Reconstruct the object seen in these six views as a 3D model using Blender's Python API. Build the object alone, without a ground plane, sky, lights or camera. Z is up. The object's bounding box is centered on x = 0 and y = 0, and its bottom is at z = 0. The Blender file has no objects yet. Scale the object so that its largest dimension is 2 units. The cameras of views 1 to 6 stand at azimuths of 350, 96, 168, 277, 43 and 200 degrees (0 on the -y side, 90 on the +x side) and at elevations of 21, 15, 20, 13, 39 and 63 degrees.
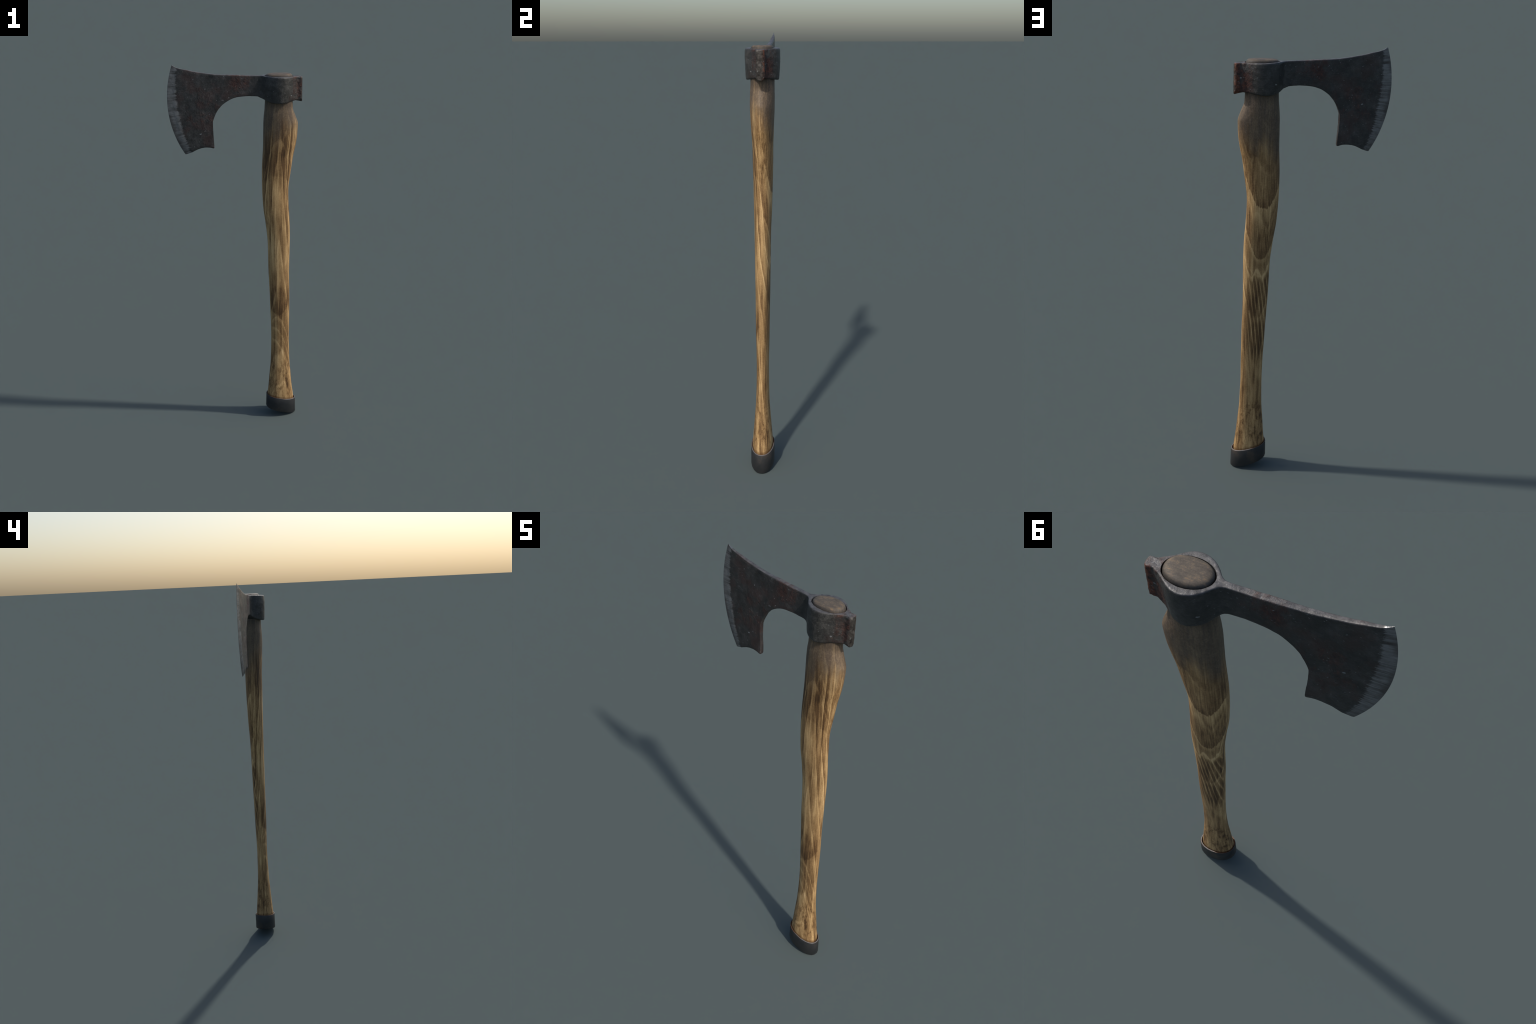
"""A long-handled bearded axe: forged iron head, crooked wooden handle, iron ferrule.

Frame: metres, z up.  The blade lies in the plane y = 0, cutting edge towards -x,
poll towards +x, the handle stands on its slanted ferrule.
"""
import math
import bpy
import bmesh
import numpy as np
from mathutils import Vector, noise

# ------------------------------------------------------------------ helpers


def pchip(xs, ys, x):
    """Monotone cubic interpolation of control points."""
    xs, ys, x = np.asarray(xs, float), np.asarray(ys, float), np.asarray(x, float)
    h, d = np.diff(xs), np.diff(ys) / np.diff(xs)
    m = np.zeros(len(xs))
    m[0], m[-1] = d[0], d[-1]
    for i in range(1, len(xs) - 1):
        if d[i - 1] * d[i] > 0:
            w1, w2 = 2 * h[i] + h[i - 1], h[i] + 2 * h[i - 1]
            m[i] = (w1 + w2) / (w1 / d[i - 1] + w2 / d[i])
    i = np.clip(np.searchsorted(xs, x) - 1, 0, len(xs) - 2)
    t = np.clip((x - xs[i]) / h[i], 0, 1)
    return (ys[i] * (1 + 2 * t) * (1 - t) ** 2 + h[i] * m[i] * t * (1 - t) ** 2
            + ys[i + 1] * t * t * (3 - 2 * t) + h[i] * m[i + 1] * t * t * (t - 1))


def catmull(points, per=14):
    """Dense centripetal-like curve through 2D control points."""
    p = np.asarray(points, float)
    p = np.vstack([2 * p[0] - p[1], p, 2 * p[-1] - p[-2]])
    out = []
    for i in range(1, len(p) - 2):
        t = np.linspace(0, 1, per, endpoint=False)[:, None]
        a, b, c, d = p[i - 1], p[i], p[i + 1], p[i + 2]
        la, lb, lc = (max(np.linalg.norm(q), 1e-6) for q in (b - a, c - b, d - c))
        m1 = (c - a) / (la + lb) * lb
        m2 = (d - b) / (lb + lc) * lb
        out.append(b * (1 + 2 * t) * (1 - t) ** 2 + m1 * t * (1 - t) ** 2
                   + c * t * t * (3 - 2 * t) + m2 * t * t * (t - 1))
    out.append(p[-2][None])
    return np.vstack(out)


def resample(curve, n=None, at=None):
    """Points along a polyline at equal arc length, or at given fractions."""
    s = np.r_[0, np.cumsum(np.linalg.norm(np.diff(curve, axis=0), axis=1))]
    f = np.linspace(0, 1, n) if at is None else np.asarray(at)
    return np.stack([np.interp(f * s[-1], s, curve[:, k]) for k in range(curve.shape[1])], 1)


def smoothstep(a, b, x):
    t = np.clip((x - a) / (b - a), 0, 1)
    return t * t * (3 - 2 * t)


def new_object(name, mesh, parent):
    ob = bpy.data.objects.new(name, mesh)
    bpy.context.scene.collection.objects.link(ob)
    ob.parent = parent
    return ob


# ------------------------------------------------------------------ node kit


class Nodes:
    """Small shorthand for writing shader node trees."""

    def __init__(self, name):
        self.mat = bpy.data.materials.new(name)
        self.mat.use_nodes = True
        self.t = self.mat.node_tree
        self.t.nodes.clear()
        self.out = self.t.nodes.new("ShaderNodeOutputMaterial")
        self.bsdf = self.t.nodes.new("ShaderNodeBsdfPrincipled")
        self.t.links.new(self.bsdf.outputs[0], self.out.inputs[0])
        self.pos = self.t.nodes.new("ShaderNodeTexCoord").outputs["Object"]
        self.geo = self.t.nodes.new("ShaderNodeNewGeometry")

    def put(self, socket, v):
        if hasattr(v, "is_linked"):
            self.t.links.new(v, socket)
        elif v is not None:
            if hasattr(socket.default_value, "__len__") and len(socket.default_value) == 4 and len(v) == 3:
                v = (*v, 1)
            socket.default_value = v

    def math(self, op, a, b=None, c=None, clamp=False):
        n = self.t.nodes.new("ShaderNodeMath")
        n.operation, n.use_clamp = op, clamp
        for s, v in zip(n.inputs, (a, b, c)):
            self.put(s, v)
        return n.outputs[0]

    def add(self, a, b):
        return self.math("ADD", a, b)

    def sub(self, a, b):
        return self.math("SUBTRACT", a, b)

    def mul(self, a, b, clamp=False):
        return self.math("MULTIPLY", a, b, clamp=clamp)

    def step(self, x, a, b, lo=0.0, hi=1.0):
        n = self.t.nodes.new("ShaderNodeMapRange")
        n.interpolation_type = "SMOOTHSTEP"
        for s, v in zip(n.inputs, (x, a, b, lo, hi)):
            self.put(s, v)
        return n.outputs[0]

    def scaled(self, v=None, scale=(1, 1, 1), loc=(0, 0, 0), rot=(0, 0, 0)):
        n = self.t.nodes.new("ShaderNodeMapping")
        self.put(n.inputs["Vector"], self.pos if v is None else v)
        n.inputs["Scale"].default_value, n.inputs["Location"].default_value, n.inputs["Rotation"].default_value = scale, loc, rot
        return n.outputs[0]

    def noise(self, scale, detail=3.0, rough=0.55, v=None, distort=0.0):
        n = self.t.nodes.new("ShaderNodeTexNoise")
        self.put(n.inputs["Vector"], self.pos if v is None else v)
        n.inputs["Scale"].default_value, n.inputs["Detail"].default_value = scale, detail
        n.inputs["Roughness"].default_value, n.inputs["Distortion"].default_value = rough, distort
        return n.outputs[0]

    def cells(self, scale, v=None):
        n = self.t.nodes.new("ShaderNodeTexVoronoi")
        self.put(n.inputs["Vector"], self.pos if v is None else v)
        n.inputs["Scale"].default_value = scale
        w = self.t.nodes.new("ShaderNodeTexWhiteNoise")
        self.t.links.new(n.outputs["Position"], w.inputs["Vector"])
        return n.outputs["Distance"], w.outputs["Value"]

    def ramp(self, x, stops, interp="LINEAR"):
        n = self.t.nodes.new("ShaderNodeValToRGB")
        n.color_ramp.interpolation = interp
        e = n.color_ramp.elements
        while len(e) < len(stops):
            e.new(0.5)
        for i, (p, c) in enumerate(stops):
            e[i].position = p
        for i, (p, c) in enumerate(stops):
            e[i].color = (c, c, c, 1) if np.isscalar(c) else (*c, 1)
        self.put(n.inputs[0], x)
        return n.outputs[0]

    def mix(self, f, a, b, blend="MIX"):
        n = self.t.nodes.new("ShaderNodeMix")
        n.data_type, n.blend_type = "RGBA", blend
        self.put(n.inputs["Factor"], f)
        self.put(n.inputs["A"], a)
        self.put(n.inputs["B"], b)
        return n.outputs["Result"]

    def xyz(self, v=None):
        n = self.t.nodes.new("ShaderNodeSeparateXYZ")
        self.put(n.inputs[0], self.pos if v is None else v)
        return n.outputs

    def vec(self, x, y, z):
        n = self.t.nodes.new("ShaderNodeCombineXYZ")
        for s, v in zip(n.inputs, (x, y, z)):
            self.put(s, v)
        return n.outputs[0]

    def bump(self, height, strength, distance, normal=None):
        n = self.t.nodes.new("ShaderNodeBump")
        n.inputs["Strength"].default_value, n.inputs["Distance"].default_value = strength, distance
        self.put(n.inputs["Height"], height)
        if normal is not None:
            self.put(n.inputs["Normal"], normal)
        return n.outputs[0]

    def finish(self, color, rough, metallic=0.0, normal=None, spec=0.5):
        self.put(self.bsdf.inputs["Base Color"], color)
        self.put(self.bsdf.inputs["Roughness"], rough)
        self.put(self.bsdf.inputs["Metallic"], metallic)
        self.put(self.bsdf.inputs["Specular IOR Level"], spec)
        if normal is not None:
            self.put(self.bsdf.inputs["Normal"], normal)
        return self.mat


# ------------------------------------------------------------------ materials

EDGE_CENTRE, EDGE_RADIUS = (0.167, 1.832), 0.507       # arc of the cutting edge
BEVEL_CENTRE, BEVEL_RADIUS = (0.560, 1.883), 0.855     # arc where the ground bevel begins


def wood_material():
    """Long vertical grain with loops, and the arches where the shaping cuts the growth layers."""
    n = Nodes("worn_ash_wood")
    x, y, z = n.xyz()
    big = n.sub(n.noise(1.0, 1.5, 0.45, n.scaled(scale=(8, 8, 0.85), loc=(2, 5, 1))), 0.5)
    warp2 = n.sub(n.noise(1.0, 3, 0.6, n.scaled(scale=(38, 38, 4))), 0.5)
    fringe = n.sub(n.noise(1.0, 3, 0.65, n.scaled(scale=(260, 260, 7))), 0.5)
    fibre = n.noise(1.0, 4, 0.65, n.scaled(scale=(330, 330, 8)))
    fibre2 = n.noise(1.0, 3, 0.6, n.scaled(scale=(95, 95, 2.2)))
    weave = n.noise(1.0, 2, 0.6, n.scaled(scale=(170, 170, 280)))
    blotch = n.noise(1.0, 4, 0.6, n.scaled(scale=(16, 16, 5), loc=(3, 1, 2)))
    # growth layers: pale thin line, dark just behind it, fading
    f = n.add(n.add(n.mul(y, 0.9), n.mul(z, 0.055)), n.mul(big, 0.085))
    f = n.mul(n.add(n.add(f, n.mul(warp2, 0.007)), n.mul(fringe, 0.0022)), 50.0)
    saw = n.math("FRACT", f)
    w = n.t.nodes.new("ShaderNodeTexWhiteNoise")
    w.noise_dimensions = "1D"
    n.put(w.inputs["W"], n.math("FLOOR", f))
    ring = n.ramp(saw, [(0.0, 0.35), (0.07, 0.05), (0.45, 0.40), (0.82, 0.50), (0.92, 1.0), (0.965, 1.0), (1.0, 0.35)])
    ring = n.mul(n.sub(ring, 0.45), n.step(w.outputs["Value"], 0.0, 1.0, 0.25, 1.0))
    calm = n.mul(n.step(y, 0.004, 0.018), n.step(n.math("ABSOLUTE", n.sub(z, 1.12)), 0.20, 0.26))
    ring = n.mul(ring, n.sub(1.0, n.mul(calm, 0.6)))
    tone = n.add(0.465, n.mul(ring, 0.54))
    tone = n.add(tone, n.mul(n.sub(fibre, 0.5), 0.66))
    tone = n.add(tone, n.mul(n.sub(fibre2, 0.5), 0.95))
    tone = n.add(tone, n.mul(n.sub(weave, 0.5), 0.30))
    tone = n.add(tone, n.mul(n.sub(blotch, 0.5), 0.95))

    wob = n.add(n.mul(warp2, 0.035), n.mul(fringe, 0.036))

    def arch(x0, z0, bend):
        """Height above a parabola z = z0 + bend (x - x0)^2, ragged like cut fibres."""
        dx = n.sub(x, x0)
        return n.add(n.sub(n.sub(z, z0), n.mul(n.mul(dx, dx), bend)), wob)

    def vein(d, width):
        """Pale line just under the arch, soft on its lower side."""
        return n.mul(n.step(d, 0.003, -0.002), n.step(d, -width, -0.003))

    back, front = n.step(y, 0.004, 0.018), n.step(y, -0.004, -0.018)
    # --- the face towards +y: cups that open upwards
    cup, cup2, cup3 = arch(0.204, 1.315, 22.0), arch(0.208, 1.077, 32.0), arch(0.212, 1.000, 20.0)
    tb = n.mul(n.mul(n.step(cup, -0.002, 0.004), n.step(z, 1.60, 1.34, 0.40, 1.0)), -0.24)
    tb = n.add(tb, n.mul(vein(cup, 0.10), 0.16))
    tb = n.add(tb, n.mul(n.mul(n.step(cup2, -0.002, 0.003), n.step(cup2, 0.20, 0.0)), -0.13))
    tb = n.add(tb, n.mul(vein(cup2, 0.035), 0.17))
    tb = n.add(tb, n.mul(vein(cup3, 0.014), 0.12))
    # bundle of slanting dark lines below the cups
    slant = n.mul(n.add(n.sub(n.sub(x, n.mul(z, 0.11)), n.mul(n.mul(n.sub(z, 0.7), n.sub(z, 0.7)), 0.10)), n.mul(warp2, 0.012)), 62.0)
    lines = n.math("FRACT", slant)
    lines = n.ramp(lines, [(0.0, 0.8), (0.12, 0.15), (0.55, 0.0), (0.80, 0.35), (0.93, 1.0), (1.0, 0.8)])
    bundle = n.mul(n.mul(n.step(n.add(z, wob), 0.53, 0.66), n.step(cup3, 0.010, -0.040)), n.step(x, 0.275, 0.245, 0.25, 1.0))
    tb = n.add(tb, n.mul(n.mul(n.sub(lines, 0.72), bundle), 0.42))
    tone = n.add(tone, n.mul(tb, back))
    # --- the face towards -y: arches that open downwards, to the right
    tf = n.mul(0.0, z)
    for x0, z0, bend, wd, amt in ((0.186, 0.484, -26.0, 0.034, 0.21), (0.192, 0.556, -26.0, 0.026, 0.17), (0.210, 0.622, -38.0, 0.032, 0.20),
                                  (0.212, 1.622, -38.0, 0.045, 0.14), (0.250, 1.665, -150.0, 0.045, 0.14), (0.200, 1.430, -9.0, 0.050, 0.05)):
        tf = n.add(tf, n.mul(vein(arch(x0, z0, bend), wd), amt))
    pool = arch(0.217, 0.630, 20.0)                                      # dark pool with a rounded foot
    tf = n.add(tf, n.mul(n.mul(n.step(pool, -0.003, 0.006), n.step(pool, 0.30, 0.02)), -0.19))
    tf = n.add(tf, n.mul(n.mul(n.step(n.add(z, wob), 0.86, 0.95), n.step(n.add(z, wob), 1.42, 1.38)), 0.07))
    tf = n.add(tf, n.mul(n.mul(n.step(n.add(z, n.add(wob, n.mul(n.sub(fibre2, 0.5), 0.16))), 1.37, 1.50), n.step(z, 1.70, 1.62)), -0.15))
    tone = n.add(tone, n.mul(tf, front))
    # brown handling stains above the ferrule
    low = n.mul(n.step(z, 0.08, 0.18), n.step(z, 0.40, 0.30))
    smear = n.noise(1.0, 4, 0.7, n.scaled(scale=(50, 50, 24), loc=(0, 5, 0)))
    tone = n.sub(tone, n.mul(n.mul(n.step(n.add(smear, n.mul(n.sub(fibre, 0.5), 0.3)), 0.50, 0.64), low), 0.26))
    colour = n.ramp(tone, [(0.0, (0.072, 0.037, 0.015)), (0.20, (0.148, 0.079, 0.031)), (0.42, (0.310, 0.184, 0.077)),
                           (0.66, (0.525, 0.335, 0.150)), (1.0, (0.76, 0.525, 0.265))])
    # grey grime rubbed off the iron near the head, with pale specks
    gm = n.noise(1.0, 4, 0.6, n.scaled(scale=(26, 26, 6)))
    edge = n.add(z, n.mul(n.sub(gm, 0.5), 0.24))
    edge = n.add(n.add(edge, n.mul(y, 0.7)), n.mul(n.sub(x, 0.22), -0.35))
    edge = n.add(edge, n.mul(n.sub(fibre2, 0.5), 0.12))
    grime = n.step(edge, 1.54, 1.70)
    grain = n.add(n.mul(n.noise(1.0, 3, 0.7, n.scaled(scale=(190, 190, 120))), 0.7), n.mul(n.noise(28.0, 3, 0.6), 0.3))
    dirt = n.ramp(grain, [(0.30, (0.045, 0.037, 0.031)), (0.50, (0.090, 0.073, 0.058)), (0.62, (0.140, 0.108, 0.080)), (0.74, (0.24, 0.180, 0.125))])
    dirt = n.mix(0.28, dirt, n.mix(0.6, colour, dirt))
    colour = n.mix(n.mul(grime, 0.90), colour, dirt)
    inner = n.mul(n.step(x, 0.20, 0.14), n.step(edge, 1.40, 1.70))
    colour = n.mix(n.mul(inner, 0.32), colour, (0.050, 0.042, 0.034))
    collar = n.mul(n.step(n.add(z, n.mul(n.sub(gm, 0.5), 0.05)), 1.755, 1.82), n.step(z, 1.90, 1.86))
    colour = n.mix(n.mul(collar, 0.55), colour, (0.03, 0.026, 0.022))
    # dirt where the foot meets the ferrule
    foot = n.step(n.add(n.sub(z, 0.132), n.mul(n.sub(x, 0.153), 0.235)), 0.012, 0.0)
    colour = n.mix(n.mul(foot, 0.55), colour, (0.090, 0.040, 0.014))
    # end grain in the eye
    nx, ny, nz = n.xyz(n.geo.outputs["Normal"])
    head = n.step(z, 1.90, 1.915)
    eg = n.add(n.mul(n.noise(1.0, 5, 0.7, n.scaled(scale=(34, 70, 45))), 0.75), n.mul(n.noise(240.0, 2, 0.6), 0.25))
    ec = n.ramp(eg, [(0.34, (0.070, 0.058, 0.046)), (0.5, (0.112, 0.091, 0.069)), (0.58, (0.155, 0.117, 0.080)), (0.70, (0.27, 0.165, 0.085))])
    side = n.step(nz, 0.45, 0.95)
    ec = n.mix(side, n.mix(0.60, ec, (0.03, 0.027, 0.026)), ec)
    colour = n.mix(head, colour, ec)
    h = n.add(n.mul(fibre, 0.6), n.add(n.mul(ring, 0.2), n.mul(n.mul(eg, head), 1.2)))
    nrm = n.bump(h, 0.40, 0.0016)
    rough = n.add(0.50, n.mul(fibre2, 0.22))
    return n.finish(colour, rough, 0.0, nrm, 0.30)


def iron_material():
    n = Nodes("forged_iron")
    x, y, z = n.xyz()
    nx, ny, nz = n.xyz(n.geo.outputs["Normal"])
    cloud = n.noise(13.0, 5, 0.65)
    cloud2 = n.noise(42.0, 4, 0.68, n.scaled(loc=(7, 2, 4)))
    grit = n.noise(1.0, 3, 0.75, n.scaled(scale=(190, 190, 260), rot=(0, 0.4, 0)))
    brush = n.noise(1.0, 3, 0.7, n.scaled(scale=(55, 100, 330), rot=(0, 0.35, 0)))
    tone = n.add(n.mul(cloud, 0.38), n.add(n.mul(cloud2, 0.28), n.add(n.mul(grit, 0.20), n.mul(brush, 0.14))))
    colour = n.ramp(tone, [(0.36, (0.017, 0.018, 0.018)), (0.48, (0.036, 0.036, 0.035)), (0.57, (0.060, 0.058, 0.056)), (0.70, (0.125, 0.120, 0.114))])
    # socket base lightened and warmed, most towards -y, for the sun striking it
    socket = n.mul(n.step(x, 0.14, 0.26), n.step(n.add(cloud, n.mul(y, -1.5)), 0.30, 0.62))
    colour = n.mix(n.mul(socket, 0.60), colour, n.ramp(n.add(n.mul(cloud2, 0.6), n.mul(grit, 0.4)), [(0.36, (0.018, 0.017, 0.016)), (0.5, (0.058, 0.054, 0.048)), (0.64, (0.115, 0.106, 0.094))]))
    # rust: the middle of the blade, and the cheeks beside the poll
    rn = n.noise(1.0, 5, 0.68, n.scaled(scale=(24, 24, 16), loc=(1, 0, 3)))
    dx, dz = n.math("DIVIDE", n.sub(x, 0.005), 0.085), n.math("DIVIDE", n.sub(z, 1.915), 0.075)
    spot = n.step(n.add(n.mul(dx, dx), n.mul(dz, dz)), 1.5, 0.0)
    dx2, dz2 = n.math("DIVIDE", n.sub(x, -0.16), 0.12), n.math("DIVIDE", n.sub(z, 1.77), 0.14)
    spot2 = n.step(n.add(n.mul(dx2, dx2), n.mul(dz2, dz2)), 1.6, 0.0)
    cheek = n.mul(n.step(x, 0.240, 0.290), n.step(nx, 0.92, 0.80))
    cheek = n.mul(cheek, n.step(y, -0.04, 0.03, 0.82, 1.0))
    where = n.math("MAXIMUM", n.math("MAXIMUM", spot, n.mul(spot2, 0.75)), cheek)
    rust = n.mul(n.step(n.add(rn, n.mul(where, 0.24)), 0.60, 0.86), where)
    rust_grain = n.noise(85.0, 4, 0.7)
    rc = n.ramp(rust_grain, [(0.34, (0.024, 0.013, 0.011)), (0.52, (0.070, 0.028, 0.020)), (0.68, (0.150, 0.056, 0.034))])
    colour = n.mix(n.mul(rust, n.step(x, 0.15, 0.24, 0.74, 0.85)), colour, rc)
    blush = n.mul(n.step(n.noise(11.0, 4, 0.6, n.scaled(loc=(5, 5, 5))), 0.46, 0.64), n.step(x, 0.12, 0.02))
    colour = n.mix(n.mul(blush, n.step(y, 0.0, 0.004, 0.40, 0.28)), colour, (0.074, 0.034, 0.028))
    # vivid crumbling rust down one flank of the poll ridge, grey bruised face
    flank = n.mul(n.step(x, 0.316, 0.322), n.mul(n.step(ny, -0.05, 0.35), n.step(n.noise(60.0, 4, 0.7), 0.36, 0.52)))
    colour = n.mix(n.mul(flank, 0.90), colour, n.ramp(rust_grain, [(0.40, (0.035, 0.016, 0.012)), (0.48, (0.10, 0.038, 0.024)), (0.62, (0.19, 0.068, 0.042))]))
    face = n.mul(n.step(x, 0.328, 0.334), n.step(n.add(nx, n.mul(n.sub(rust_grain, 0.5), 0.9)), 0.35, 0.75))
    colour = n.mix(n.mul(face, 0.85), colour, n.ramp(n.add(n.mul(cloud2, 0.6), n.mul(rust_grain, 0.4)),
                   [(0.40, (0.018, 0.014, 0.012)), (0.49, (0.038, 0.032, 0.027)), (0.57, (0.066, 0.058, 0.050)), (0.70, (0.21, 0.195, 0.18))]))
    ember = n.mul(n.mul(n.step(x, 0.326, 0.331), n.step(n.add(y, n.mul(n.sub(rust_grain, 0.5), 0.012)), 0.0115, 0.0165)), n.step(n.noise(48.0, 4, 0.7), 0.42, 0.60))
    colour = n.mix(n.mul(ember, 0.80), colour, (0.165, 0.058, 0.030))
    # upward faces painted patchy pale grey: sky reflection on the top rim, and wear
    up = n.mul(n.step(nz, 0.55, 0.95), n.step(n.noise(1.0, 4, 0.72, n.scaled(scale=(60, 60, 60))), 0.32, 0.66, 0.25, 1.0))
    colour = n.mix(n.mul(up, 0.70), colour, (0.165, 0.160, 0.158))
    # chips and bright specks, stretched along the hammering
    wob = n.noise(60.0, 2, 0.5)
    bent = n.vec(n.add(x, n.mul(n.sub(wob, 0.5), 0.012)), y, n.add(z, n.mul(n.sub(n.noise(71.0, 2, 0.5), 0.5), 0.012)))
    d, r = n.cells(1.0, n.scaled(bent, scale=(24, 30, 44), rot=(0, 0.45, 0)))
    chip = n.mul(n.step(d, 0.17, 0.10), n.step(r, 0.88, 0.92))
    d2, r2 = n.cells(1.0, n.scaled(bent, scale=(75, 90, 140), rot=(0, 0.45, 0)))
    chip2 = n.mul(n.step(d2, 0.24, 0.12), n.step(r2, 0.80, 0.97))
    d3, r3 = n.cells(1.0, n.scaled(bent, scale=(170, 190, 300), rot=(0, 0.35, 0)))
    chip3 = n.mul(n.mul(n.step(d3, 0.35, 0.1), n.step(r3, 0.78, 1.0)), n.step(cloud2, 0.42, 0.62))
    chip = n.math("MAXIMUM", chip, n.math("MAXIMUM", n.mul(chip2, 0.85), n.mul(chip3, 0.75)))
    colour = n.mix(n.mul(chip, 0.70), colour, (0.26, 0.265, 0.265))
    # ground bevel: lighter steel, scratched square to the edge, ragged at the back
    px, pz = n.sub(x, BEVEL_CENTRE[0]), n.sub(z, BEVEL_CENTRE[1])
    rad = n.math("SQRT", n.add(n.mul(px, px), n.mul(pz, pz)))
    ang = n.math("ARCTAN2", pz, px)
    ang = n.math("FRACT", n.math("DIVIDE", ang, math.tau))
    off = n.mul(n.math("SIGN", y), 3.7)
    streak = n.noise(1.0, 4, 0.7, n.vec(n.mul(rad, 16.0), n.mul(ang, 1000.0), off))
    streak2 = n.noise(1.0, 3, 0.65, n.vec(n.mul(rad, 8.0), n.mul(ang, 230.0), off))
    wave = n.noise(1.0, 2, 0.5, n.vec(n.mul(rad, 2.0), n.mul(ang, 45.0), off))
    start = n.add(n.sub(rad, BEVEL_RADIUS - 0.001), n.mul(n.sub(streak, 0.5), 0.034))
    start = n.add(n.add(start, n.mul(n.sub(streak2, 0.5), 0.012)), n.mul(n.sub(wave, 0.5), 0.024))
    start = n.add(start, n.mul(n.sub(grit, 0.5), 0.018))
    ground = n.step(start, -0.004, 0.007)
    sc = n.ramp(n.add(n.mul(streak, 0.45), n.add(n.mul(streak2, 0.35), n.mul(cloud2, 0.2))),
                [(0.36, (0.048, 0.041, 0.038)), (0.45, (0.110, 0.107, 0.103)), (0.54, (0.180, 0.179, 0.175)), (0.70, (0.255, 0.255, 0.250))])
    # stained patches along the very edge
    edge_d = n.sub(EDGE_RADIUS, n.math("SQRT", n.add(n.math("POWER", n.sub(x, EDGE_CENTRE[0]), 2.0), n.math("POWER", n.sub(z, EDGE_CENTRE[1]), 2.0))))
    stain = n.mul(n.step(n.add(edge_d, n.mul(n.sub(streak2, 0.5), 0.03)), 0.022, 0.004), n.step(wave, 0.42, 0.58))
    sc = n.mix(n.mul(stain, 0.60), sc, (0.048, 0.040, 0.037))
    colour = n.mix(ground, colour, sc)
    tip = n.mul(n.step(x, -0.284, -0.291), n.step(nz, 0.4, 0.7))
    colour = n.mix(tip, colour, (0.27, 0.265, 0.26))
    rough = n.add(0.44, n.mul(rust, 0.3))
    rough = n.add(rough, n.mul(n.sub(cloud2, 0.5), 0.35))
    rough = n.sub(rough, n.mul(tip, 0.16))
    pits = n.noise(95.0, 4, 0.7)
    h = n.add(n.mul(cloud2, 0.6), n.add(n.mul(grit, 0.22), n.mul(n.mul(pits, n.add(0.25, n.add(rust, n.mul(cheek, 0.6)))), 0.9)))
    h = n.add(h, n.mul(n.mul(streak, ground), 0.15))
    nrm = n.bump(h, 0.55, 0.0045)
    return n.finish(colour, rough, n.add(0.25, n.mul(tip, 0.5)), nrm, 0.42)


def ferrule_material():
    n = Nodes("blackened_iron_band")
    x, y, z = n.xyz()
    nx, ny, nz = n.xyz(n.geo.outputs["Normal"])
    c = n.noise(15.0, 4, 0.6)
    g = n.noise(140.0, 3, 0.6)
    colour = n.ramp(n.add(n.mul(c, 0.8), n.mul(g, 0.2)), [(0.36, (0.024, 0.026, 0.028)), (0.52, (0.036, 0.036, 0.036)), (0.60, (0.056, 0.047, 0.040)), (0.72, (0.080, 0.062, 0.048))])
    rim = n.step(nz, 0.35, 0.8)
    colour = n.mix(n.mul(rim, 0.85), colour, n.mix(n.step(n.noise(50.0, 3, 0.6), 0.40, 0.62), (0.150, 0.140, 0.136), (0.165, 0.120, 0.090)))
    # inner wall is rusty: there the normal points back to the handle's axis
    inward = n.step(n.add(n.mul(nx, n.sub(x, 0.236)), n.mul(n.mul(ny, y), 2.2)), -0.005, -0.02)
    colour = n.mix(n.mul(inward, 0.85), colour, (0.110, 0.045, 0.018))
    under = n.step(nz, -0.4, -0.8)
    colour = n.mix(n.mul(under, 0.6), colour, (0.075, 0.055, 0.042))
    return n.finish(colour, n.add(0.46, n.mul(c, 0.15)), 0.25, n.bump(n.add(g, n.mul(c, 1.0)), 0.2, 0.0015), 0.4)


# ------------------------------------------------------------------ handle

#   z,     centre x, half length, half width
HANDLE = (
    (0.000, 0.2340, 0.0750, 0.0470), (0.060, 0.2338, 0.0748, 0.0472), (0.110, 0.2332, 0.0735, 0.0465),
    (0.150, 0.2326, 0.0693, 0.0446), (0.250, 0.2315, 0.0609, 0.0373), (0.350, 0.2310, 0.0530, 0.0310),
    (0.500, 0.2312, 0.0500, 0.0280), (0.700, 0.2286, 0.0533, 0.0308), (0.900, 0.2233, 0.0570, 0.0337),
    (1.050, 0.2225, 0.0597, 0.0354), (1.150, 0.2172, 0.0639, 0.0366), (1.250, 0.2075, 0.0678, 0.0398),
    (1.350, 0.2035, 0.0698, 0.0416), (1.450, 0.2096, 0.0768, 0.0436), (1.520, 0.2164, 0.0804, 0.0443),
    (1.580, 0.2245, 0.0853, 0.0470), (1.640, 0.2295, 0.0889, 0.0495), (1.690, 0.2310, 0.0895, 0.0517),
    (1.730, 0.2261, 0.0820, 0.0519), (1.770, 0.2210, 0.0728, 0.0507), (1.850, 0.2215, 0.0700, 0.0495),
    (1.925, 0.2215, 0.0695, 0.0490),
)


def egg(theta, a, b, fat=0.045, power=0.93):
    """Oval section, a little fuller towards -x."""
    c, s = np.cos(theta), np.sin(theta)
    c2, s2 = np.sign(c) * abs(c) ** power, np.sign(s) * abs(s) ** power
    return a * c2, b * s2 * (1 - fat * c)


def ferrule_bottom(x):
    return 0.0495 - 0.29 * (x - 0.153)


def ferrule_top(x):
    return 0.132 - 0.235 * (x - 0.153)


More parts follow.
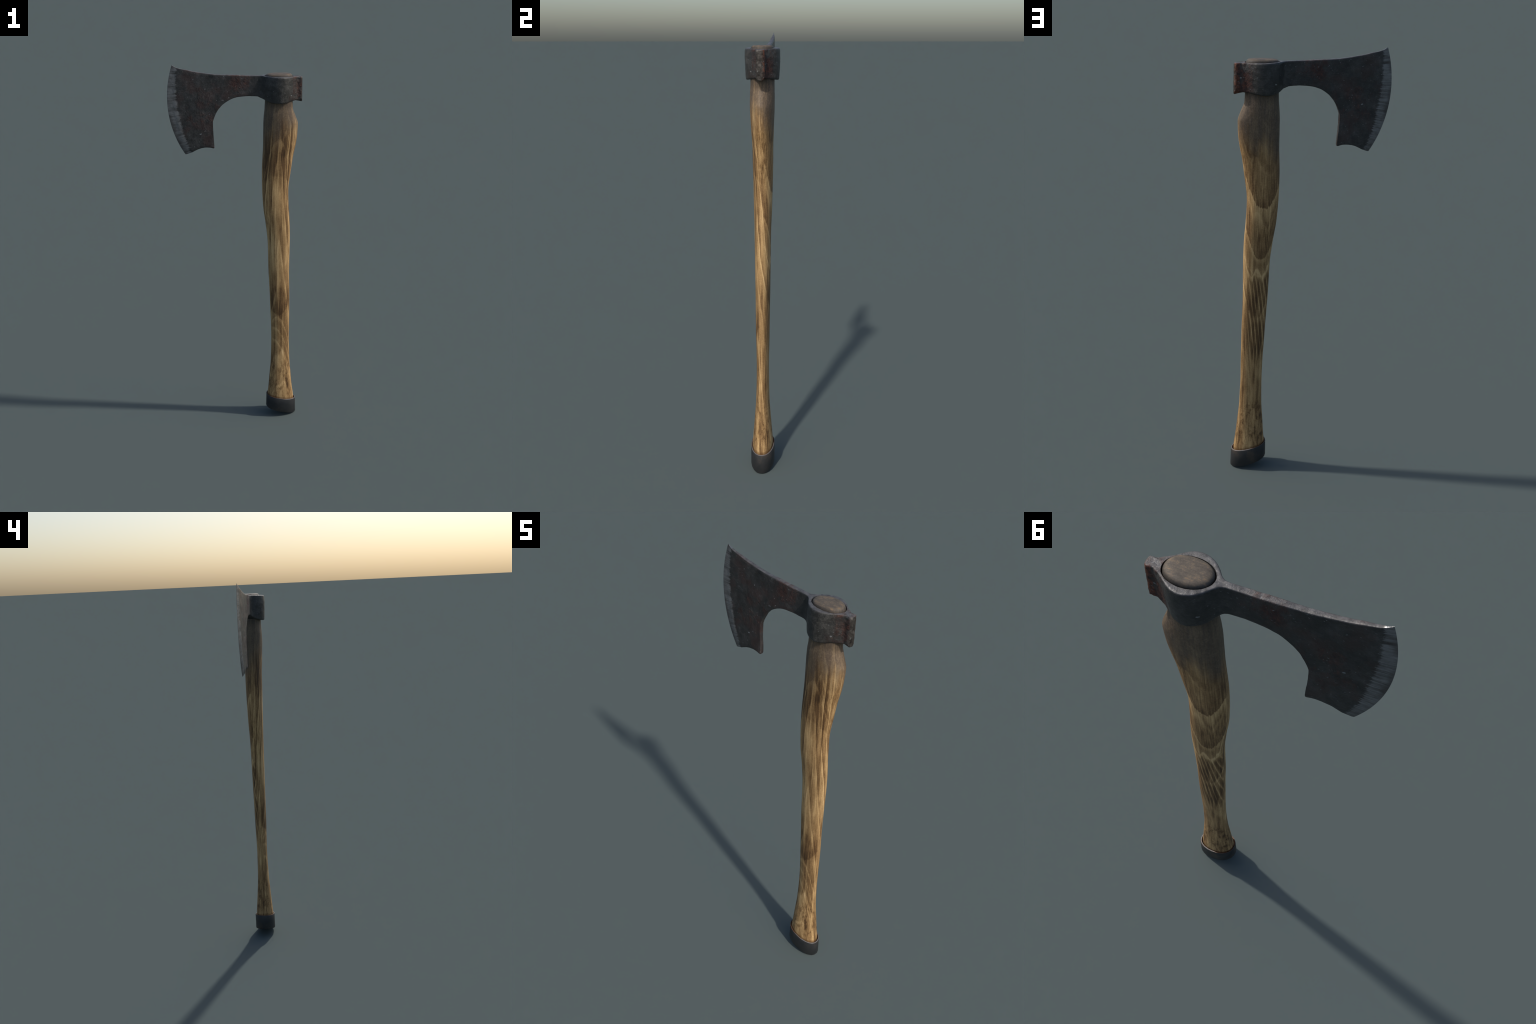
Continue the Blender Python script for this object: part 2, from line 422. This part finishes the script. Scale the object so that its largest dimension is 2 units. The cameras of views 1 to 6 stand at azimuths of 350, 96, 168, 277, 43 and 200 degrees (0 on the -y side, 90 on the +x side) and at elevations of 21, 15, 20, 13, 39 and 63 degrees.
def build_handle(parent, mat):
    k = np.array(HANDLE)
    seg = 72
    th = np.linspace(0, math.tau, seg, endpoint=False)
    levels = list(np.linspace(0.0, 1.925, 320))
    rings = []
    for zz in levels:
        cx, a, b = (float(pchip(k[:, 0], k[:, i], zz)) for i in (1, 2, 3))
        dx, dy = egg(th, a, b, fat=0.05 if zz < 1.75 else 0.0)
        px, py = cx + dx, dy
        low = 1 - smoothstep(0.0, 0.2, zz)
        pz = zz + low * (ferrule_bottom(px) + 0.006)       # the foot is cut on a slant
        rings.append(np.stack([px, py, np.full(seg, 0.0) + pz], 1))
    cx, a, b = k[-1, 1:]
    for inset, rise in ((0.0012, 0.0075), (0.0040, 0.0125), (0.0085, 0.0160), (0.0150, 0.0180), (0.028, 0.0190), (0.045, 0.0194)):
        dx, dy = egg(th, a - inset, b - inset * b / a, fat=0.0)
        rings.append(np.stack([cx + dx, dy, np.full(seg, 1.925 + rise)], 1))
    verts = np.vstack(rings)
    out = []
    for v in verts:                                        # hand-shaved unevenness
        p = Vector(v)
        amp = 0.0011 if 0.16 < p.z < 1.78 else 0.0004
        q = Vector((p.x * 11, p.y * 11, p.z * 4.0))
        axis = Vector((p.x - float(np.interp(p.z, k[:, 0], k[:, 1])), p.y, 0))
        if axis.length > 1e-5:
            p += axis.normalized() * amp * (noise.noise(q) + 0.4 * noise.noise(q * 3.1))
        out.append(p)
    n = len(rings)
    faces = [(r * seg + i, r * seg + (i + 1) % seg, (r + 1) * seg + (i + 1) % seg, (r + 1) * seg + i)
             for r in range(n - 1) for i in range(seg)]
    top, foot = len(out), len(out) + 1
    out += [Vector((cx, 0, 1.9444)), sum((out[i] for i in range(seg)), Vector()) / seg]
    faces += [((n - 1) * seg + i, (n - 1) * seg + (i + 1) % seg, top) for i in range(seg)]
    faces += [((i + 1) % seg, i, foot) for i in range(seg)]
    me = bpy.data.meshes.new("handle")
    me.from_pydata([tuple(p) for p in out], [], faces)
    me.materials.append(mat)
    me.shade_smooth()
    me.set_sharp_from_angle(angle=math.radians(50))
    return new_object("handle", me, parent)


# ------------------------------------------------------------------ ferrule


def build_ferrule(parent, mat):
    seg = 22
    th = np.linspace(0, math.tau, seg, endpoint=False) + 0.1
    cx, a, b, thick = 0.2360, 0.0835, 0.0550, 0.0062
    loops = []
    # (inset from outside, level 0 bottom .. 1 top, extra z)
    for inset, lv, dz in ((0.0012, 0, 0.0), (0.0, 0, 0.0025), (0.0, 0.5, 0.0), (0.0, 1, -0.0018), (0.0012, 1, 0.0),
                          (thick - 0.0012, 1, 0.0), (thick, 1, -0.0018), (thick, 0.5, 0.0), (thick, 0, 0.002), (thick - 0.001, 0, 0.0)):
        dx, dy = egg(th, a - inset, b - inset, fat=0.055)
        # the band flares slightly downwards at its poll-side end
        px = cx + dx + (1 - lv) * 0.002 * np.cos(th)
        pz = ferrule_bottom(px) * (1 - lv) + ferrule_top(px) * lv + dz
        loops.append(np.stack([px, dy, pz], 1))
    verts = np.vstack(loops)
    verts[:, 2] -= verts[:, 2].min()
    m = len(loops)
    faces = [(r * seg + i, r * seg + (i + 1) % seg, ((r + 1) % m) * seg + (i + 1) % seg, ((r + 1) % m) * seg + i)
             for r in range(m) for i in range(seg)]
    me = bpy.data.meshes.new("ferrule")
    me.from_pydata(verts.tolist(), [], faces)
    me.materials.append(mat)
    me.shade_smooth()
    me.set_sharp_from_angle(angle=math.radians(55))
    return new_object("ferrule", me, parent)


# ------------------------------------------------------------------ axe head

NECK_X = 0.112
# outline of the eye and poll seen from above: x, half width
EYE = ((0.112, 0.0108), (0.122, 0.0125), (0.132, 0.0165), (0.142, 0.0265), (0.152, 0.0395), (0.168, 0.0560),
       (0.186, 0.0675), (0.207, 0.0742), (0.228, 0.0742), (0.250, 0.0660), (0.272, 0.0500), (0.290, 0.0355),
       (0.303, 0.0262), (0.311, 0.0208), (0.317, 0.0186), (0.323, 0.0186), (0.330, 0.0192), (0.3355, 0.0180),
       (0.3392, 0.0140), (0.3410, 0.0080), (0.3415, 0.0))
EYE_BOTTOM = ((0.112, 1.8345), (0.124, 1.8315), (0.137, 1.8220), (0.150, 1.8135), (0.165, 1.8085), (0.180, 1.8058),
              (0.200, 1.8035), (0.220, 1.8025), (0.240, 1.8035), (0.262, 1.8060), (0.285, 1.8085), (0.305, 1.8105), (0.321, 1.8115),
              (0.330, 1.8065), (0.337, 1.8020), (0.342, 1.8010))
HOLE = (0.2222, 0.0728, 0.0516)

BLADE_TOP = ((0.112, 1.9380), (0.070, 1.9400), (0.010, 1.9430), (-0.045, 1.9465), (-0.098, 1.9500), (-0.150, 1.9575),
             (-0.200, 1.9665), (-0.247, 1.9775), (-0.289, 1.9885), (-0.310, 2.0000))
BLADE_UNDER = ((0.112, 1.8345), (0.092, 1.8365), (0.060, 1.8380), (0.010, 1.8350), (-0.030, 1.8225), (-0.067, 1.7995),
               (-0.091, 1.7720), (-0.109, 1.7390), (-0.1185, 1.7075), (-0.1165, 1.6700), (-0.1120, 1.6000), (-0.1118, 1.5870), (-0.1132, 1.5818))
BLADE_BEARD = ((-0.1132, 1.5818), (-0.1165, 1.5812), (-0.123, 1.5828), (-0.135, 1.5858), (-0.163, 1.5870), (-0.190, 1.5825), (-0.210, 1.5745),
               (-0.228, 1.5655), (-0.247, 1.5592), (-0.256, 1.5572), (-0.260, 1.5575))
CORNER_S = 0.60                                            # where the beard corner falls along the blade


def eye_top(x):
    return 1.9380 - 0.0105 * (x - 0.112) / 0.23


def blade_half(x, z):
    """Half thickness of the blade, tapering from the neck to the cutting edge."""
    spine = np.interp(x, (-0.31, -0.285, -0.20, -0.05, 0.06, 0.112), (0.0045, 0.0062, 0.0088, 0.0105, 0.0112, 0.0108))
    to_edge = EDGE_RADIUS - np.hypot(x - EDGE_CENTRE[0], z - EDGE_CENTRE[1])
    return float(spine * np.clip(to_edge / 0.036, 0, 1) ** 0.9 + 0.0002)


ROUND = (0.0, 0.12, 0.4, 1.0)                              # rows across an edge rounding


def side_rows(length, r, n_mid):
    """Distances along a section, denser inside the rounded borders, with their y inset."""
    d = [r * q for q in ROUND]
    ins = [r * (1 - math.sqrt(1 - (1 - q) ** 2)) for q in ROUND]
    mid = list(np.linspace(r, length - r, n_mid + 2)[1:-1])
    return d + mid + [length - q for q in reversed(d)], ins + [0.0] * n_mid + list(reversed(ins))


def build_head(parent, mat):
    bm = bmesh.new()
    tag = bm.faces.layers.int.new("part")
    KIND = {"eye": 0, "poll": 1, "blade": 2, "cutting_edge": 3}
    n_mid = 42

    def face(vs, kind):
        vs = [v for i, v in enumerate(vs) if v not in vs[:i]]
        if len(vs) > 2:
            f = bm.faces.new(vs)
            f[tag] = KIND[kind]

    # ---- blade: sections swept from the neck to the cutting edge
    top = catmull(BLADE_TOP)
    under, beard = catmull(BLADE_UNDER), catmull(BLADE_BEARD)
    ang0 = math.atan2(1.5575 - EDGE_CENTRE[1], -0.260 - EDGE_CENTRE[0])
    ang1 = math.atan2(2.0 - EDGE_CENTRE[1], -0.310 - EDGE_CENTRE[0])
    ang0, ang1 = ang0 % math.tau, ang1 % math.tau
    n_s = 110
    S = np.r_[np.linspace(0, CORNER_S, 66), np.linspace(CORNER_S, 0.93, 26)[1:], np.linspace(0.93, 1, 20)[1:]]
    cols = {+1: [], -1: []}
    xs_on_blade = []
    for s in S:
        T = resample(top, at=[s])[0]
        B = resample(under, at=[s / CORNER_S])[0] if s <= CORNER_S else resample(beard, at=[(s - CORNER_S) / (1 - CORNER_S)])[0]
        L = float(np.linalg.norm(T - B))
        hb, ht = blade_half(*B), blade_half(*T)
        r = min(0.0042, 0.45 * max(min(hb, ht), 0.0003))
        d, ins = side_rows(L, r, n_mid)
        chord = (T - B) / L
        pts = {+1: [], -1: []}
        for di, ii in zip(d, ins):
            q = di / L
            a = ang0 + (ang1 - ang0) * q
            arc = np.array(EDGE_CENTRE) + EDGE_RADIUS * np.array([math.cos(a), math.sin(a)])
            c0 = np.array(EDGE_CENTRE) + EDGE_RADIUS * np.array([math.cos(ang0), math.sin(ang0)])
            c1 = np.array(EDGE_CENTRE) + EDGE_RADIUS * np.array([math.cos(ang1), math.sin(ang1)])
            bulge = arc - (c0 + (c1 - c0) * q)
            p = B + chord * di + bulge * (float(smoothstep(0.25, 1.0, s)) * 0.55 + 0.45 * s ** 3)
            h = max(blade_half(*p) - ii, 0.0) if s < 1 else 0.0
            for sg in (+1, -1):
                pts[sg].append((p[0], sg * h, p[1]))
        for sg in (+1, -1):
            cols[sg].append([bm.verts.new(v) for v in pts[sg]])
    rows = len(d)
    for ci in range(len(S) - 1):
        kind = "cutting_edge" if S[ci] >= 0.9299 else "blade"
        for sg in (+1, -1):
            c = cols[sg]
            for j in range(rows - 1):
                q = [c[ci][j], c[ci + 1][j], c[ci + 1][j + 1], c[ci][j + 1]]
                face(q if sg < 0 else q[::-1], kind)
        p, m = cols[+1], cols[-1]
        face([p[ci][-1], p[ci + 1][-1], m[ci + 1][-1], m[ci][-1]], kind)
        face([m[ci][0], m[ci + 1][0], p[ci + 1][0], p[ci][0]], kind)

    # ---- eye and poll: vertical rings round the handle hole
    half = catmull(EYE, 12)
    half = resample(half, 110)
    outline = np.vstack([half, (half * (1, -1))[::-1][1:]])
    outline[:, 1] += 0.0020 * smoothstep(0.295, 0.325, outline[:, 0])      # the poll sits a little off centre
    n_c = len(outline)
    tang = np.gradient(outline, axis=0)
    tang /= np.linalg.norm(tang, axis=1)[:, None]
    normal = np.stack([-tang[:, 1], tang[:, 0]], 1)
    if normal[10] @ (outline[10] - (HOLE[0], 0)) < 0:
        normal = -normal
    ang = np.unwrap(np.arctan2(outline[:, 1] / HOLE[2], (outline[:, 0] - HOLE[0]) / HOLE[1]))
    ang = np.minimum.accumulate(ang - np.arange(n_c) * 1e-4)
    ang = math.pi - (ang[0] - ang) / (ang[0] - ang[-1]) * math.tau
    kb = np.array(EYE_BOTTOM)
    eye_cols = []
    for i in range(n_c):
        x, y = outline[i]
        zb, zt = float(pchip(kb[:, 0], kb[:, 1], x)), eye_top(x)
        zb += 0.010 * float(smoothstep(0.322, 0.333, x)) * min(abs(y - 0.002) / 0.0185, 1.0) ** 3   # rounded foot of the poll
        r = 0.0042 + 0.0010 * float(smoothstep(0.115, 0.17, x))
        if i in (0, n_c - 1):
            r = min(0.0042, 0.45 * blade_half(NECK_X, 1.9))
        d, ins = side_rows(zt - zb, r, n_mid)
        belly = float(smoothstep(0.13, 0.18, x) * (1 - smoothstep(0.28, 0.31, x)))
        loop = []
        hx, hy = HOLE[0] + HOLE[1] * math.cos(ang[i]), HOLE[2] * math.sin(ang[i])
        for di, ii in zip(d, ins):
            t = di / (zt - zb)
            pull = ii + belly * (0.0055 * (1 - t) ** 3 + 0.0015 * t ** 6)
            px, py = np.array([x, y]) - normal[i] * pull
            if i in (0, n_c - 1):
                px, py = NECK_X, math.copysign(max(blade_half(NECK_X, 1.9) - ii, 0), 1 if i == 0 else -1)
            loop.append((px, py, zb + di))
        ox, oy, _ = loop[-1]
        hz_t, hz_b = eye_top(hx) - 0.0006, float(pchip(kb[:, 0], kb[:, 1], hx)) + 0.001
        for q in (0.35, 0.75):
            loop.append((ox + (hx - ox) * q, oy + (hy - oy) * q, zt + (hz_t - zt) * q))
        hr = 1.012
        loop.append((HOLE[0] + (hx - HOLE[0]) * hr, hy * hr, hz_t))
        loop.append((hx, hy, hz_t - 0.002))
        loop.append((hx, hy, (hz_t + hz_b) / 2))
        loop.append((hx, hy, hz_b))
        bx, by, _ = loop[0]
        for q in (0.7, 0.3):
            loop.append((bx + (hx - bx) * q, by + (hy - by) * q, zb + (hz_b - zb) * q))
        eye_cols.append([bm.verts.new(v) for v in loop])
    m = len(eye_cols[0])
    for i in range(n_c - 1):
        kind = "poll" if min(outline[i][0], outline[i + 1][0]) > 0.3115 else "eye"
        for j in range(m):
            a, b = eye_cols[i], eye_cols[i + 1]
            k = "eye" if rows + 1 <= j < m - 2 else kind
            face([a[j], b[j], b[(j + 1) % m], a[(j + 1) % m]], k)
    # close the small triangle between neck and hole, above and below
    a, b = eye_cols[0], eye_cols[-1]
    for u, v in ((rows - 1, rows), (rows, rows + 1), (rows + 1, rows + 2)):
        face([a[u], a[v], b[v], b[u]], "eye")
    for u, v in ((m - 3, m - 2), (m - 2, m - 1), (m - 1, 0)):
        face([a[u], a[v], b[v], b[u]], "eye")
    bmesh.ops.remove_doubles(bm, verts=bm.verts, dist=2e-5)
    bmesh.ops.recalc_face_normals(bm, faces=bm.faces)
    # hammer marks and wavering borders
    bm.normal_update()
    moves = []
    for v in bm.verts:
        p = v.co
        in_hole = HOLE[0] - HOLE[1] * 1.02 < p.x < HOLE[0] + HOLE[1] * 1.02 and (((p.x - HOLE[0]) / HOLE[1]) ** 2 + (p.y / HOLE[2]) ** 2) < 1.01
        fade = float(np.clip((EDGE_RADIUS - math.hypot(p.x - EDGE_CENTRE[0], p.z - EDGE_CENTRE[1])) / 0.03, 0.0, 1))
        a = 0.0010 * noise.noise(p * 24) + 0.00055 * noise.noise(p * 70 + Vector((3, 1, 2)))
        a += 0.0006 * noise.noise(p * 45) * (1 if p.x > 0.25 else 0.4)
        if p.x > 0.29:
            a += 0.0007 * noise.noise(p * 130) + 0.0005 * noise.noise(p * 62 + Vector((9, 0, 0)))
        moves.append((v, v.normal * (a * fade * (0 if in_hole else 1))))
    for v, dv in moves:
        v.co += dv
    whole = bpy.data.meshes.new("whole_head")
    bm.to_mesh(whole)
    bm.free()
    whole.shade_smooth()
    whole.set_sharp_from_angle(angle=math.radians(38))
    corner = np.empty(len(whole.loops) * 3, np.float32)
    whole.corner_normals.foreach_get("vector", corner)
    corner = corner.reshape(-1, 3)
    part = np.array([a.value for a in whole.attributes["part"].data])
    co = np.array([v.co[:] for v in whole.vertices])

    head = bpy.data.objects.new("axe_head", None)
    bpy.context.scene.collection.objects.link(head)
    head.parent = parent
    head.empty_display_size = 0.1
    for name, k in KIND.items():
        polys = [p for p in whole.polygons if part[p.index] == k]
        used = sorted({v for p in polys for v in p.vertices})
        index = {v: i for i, v in enumerate(used)}
        me = bpy.data.meshes.new(name)
        me.from_pydata(co[used].tolist(), [], [[index[v] for v in p.vertices] for p in polys])
        me.shade_smooth()
        me.normals_split_custom_set([corner[l].tolist() for p in polys for l in p.loop_indices])
        me.materials.append(mat)
        new_object(name, me, head)
    bpy.data.meshes.remove(whole)
    return head


# ------------------------------------------------------------------ assemble


def main():
    axe = bpy.data.objects.new("axe", None)
    bpy.context.scene.collection.objects.link(axe)
    axe.empty_display_size = 0.2
    axe["label"] = "old bearded axe with dark iron head and crooked wooden handle"
    axe["category"] = "axe"
    build_handle(axe, wood_material())
    build_ferrule(axe, ferrule_material())
    build_head(axe, iron_material())


main()
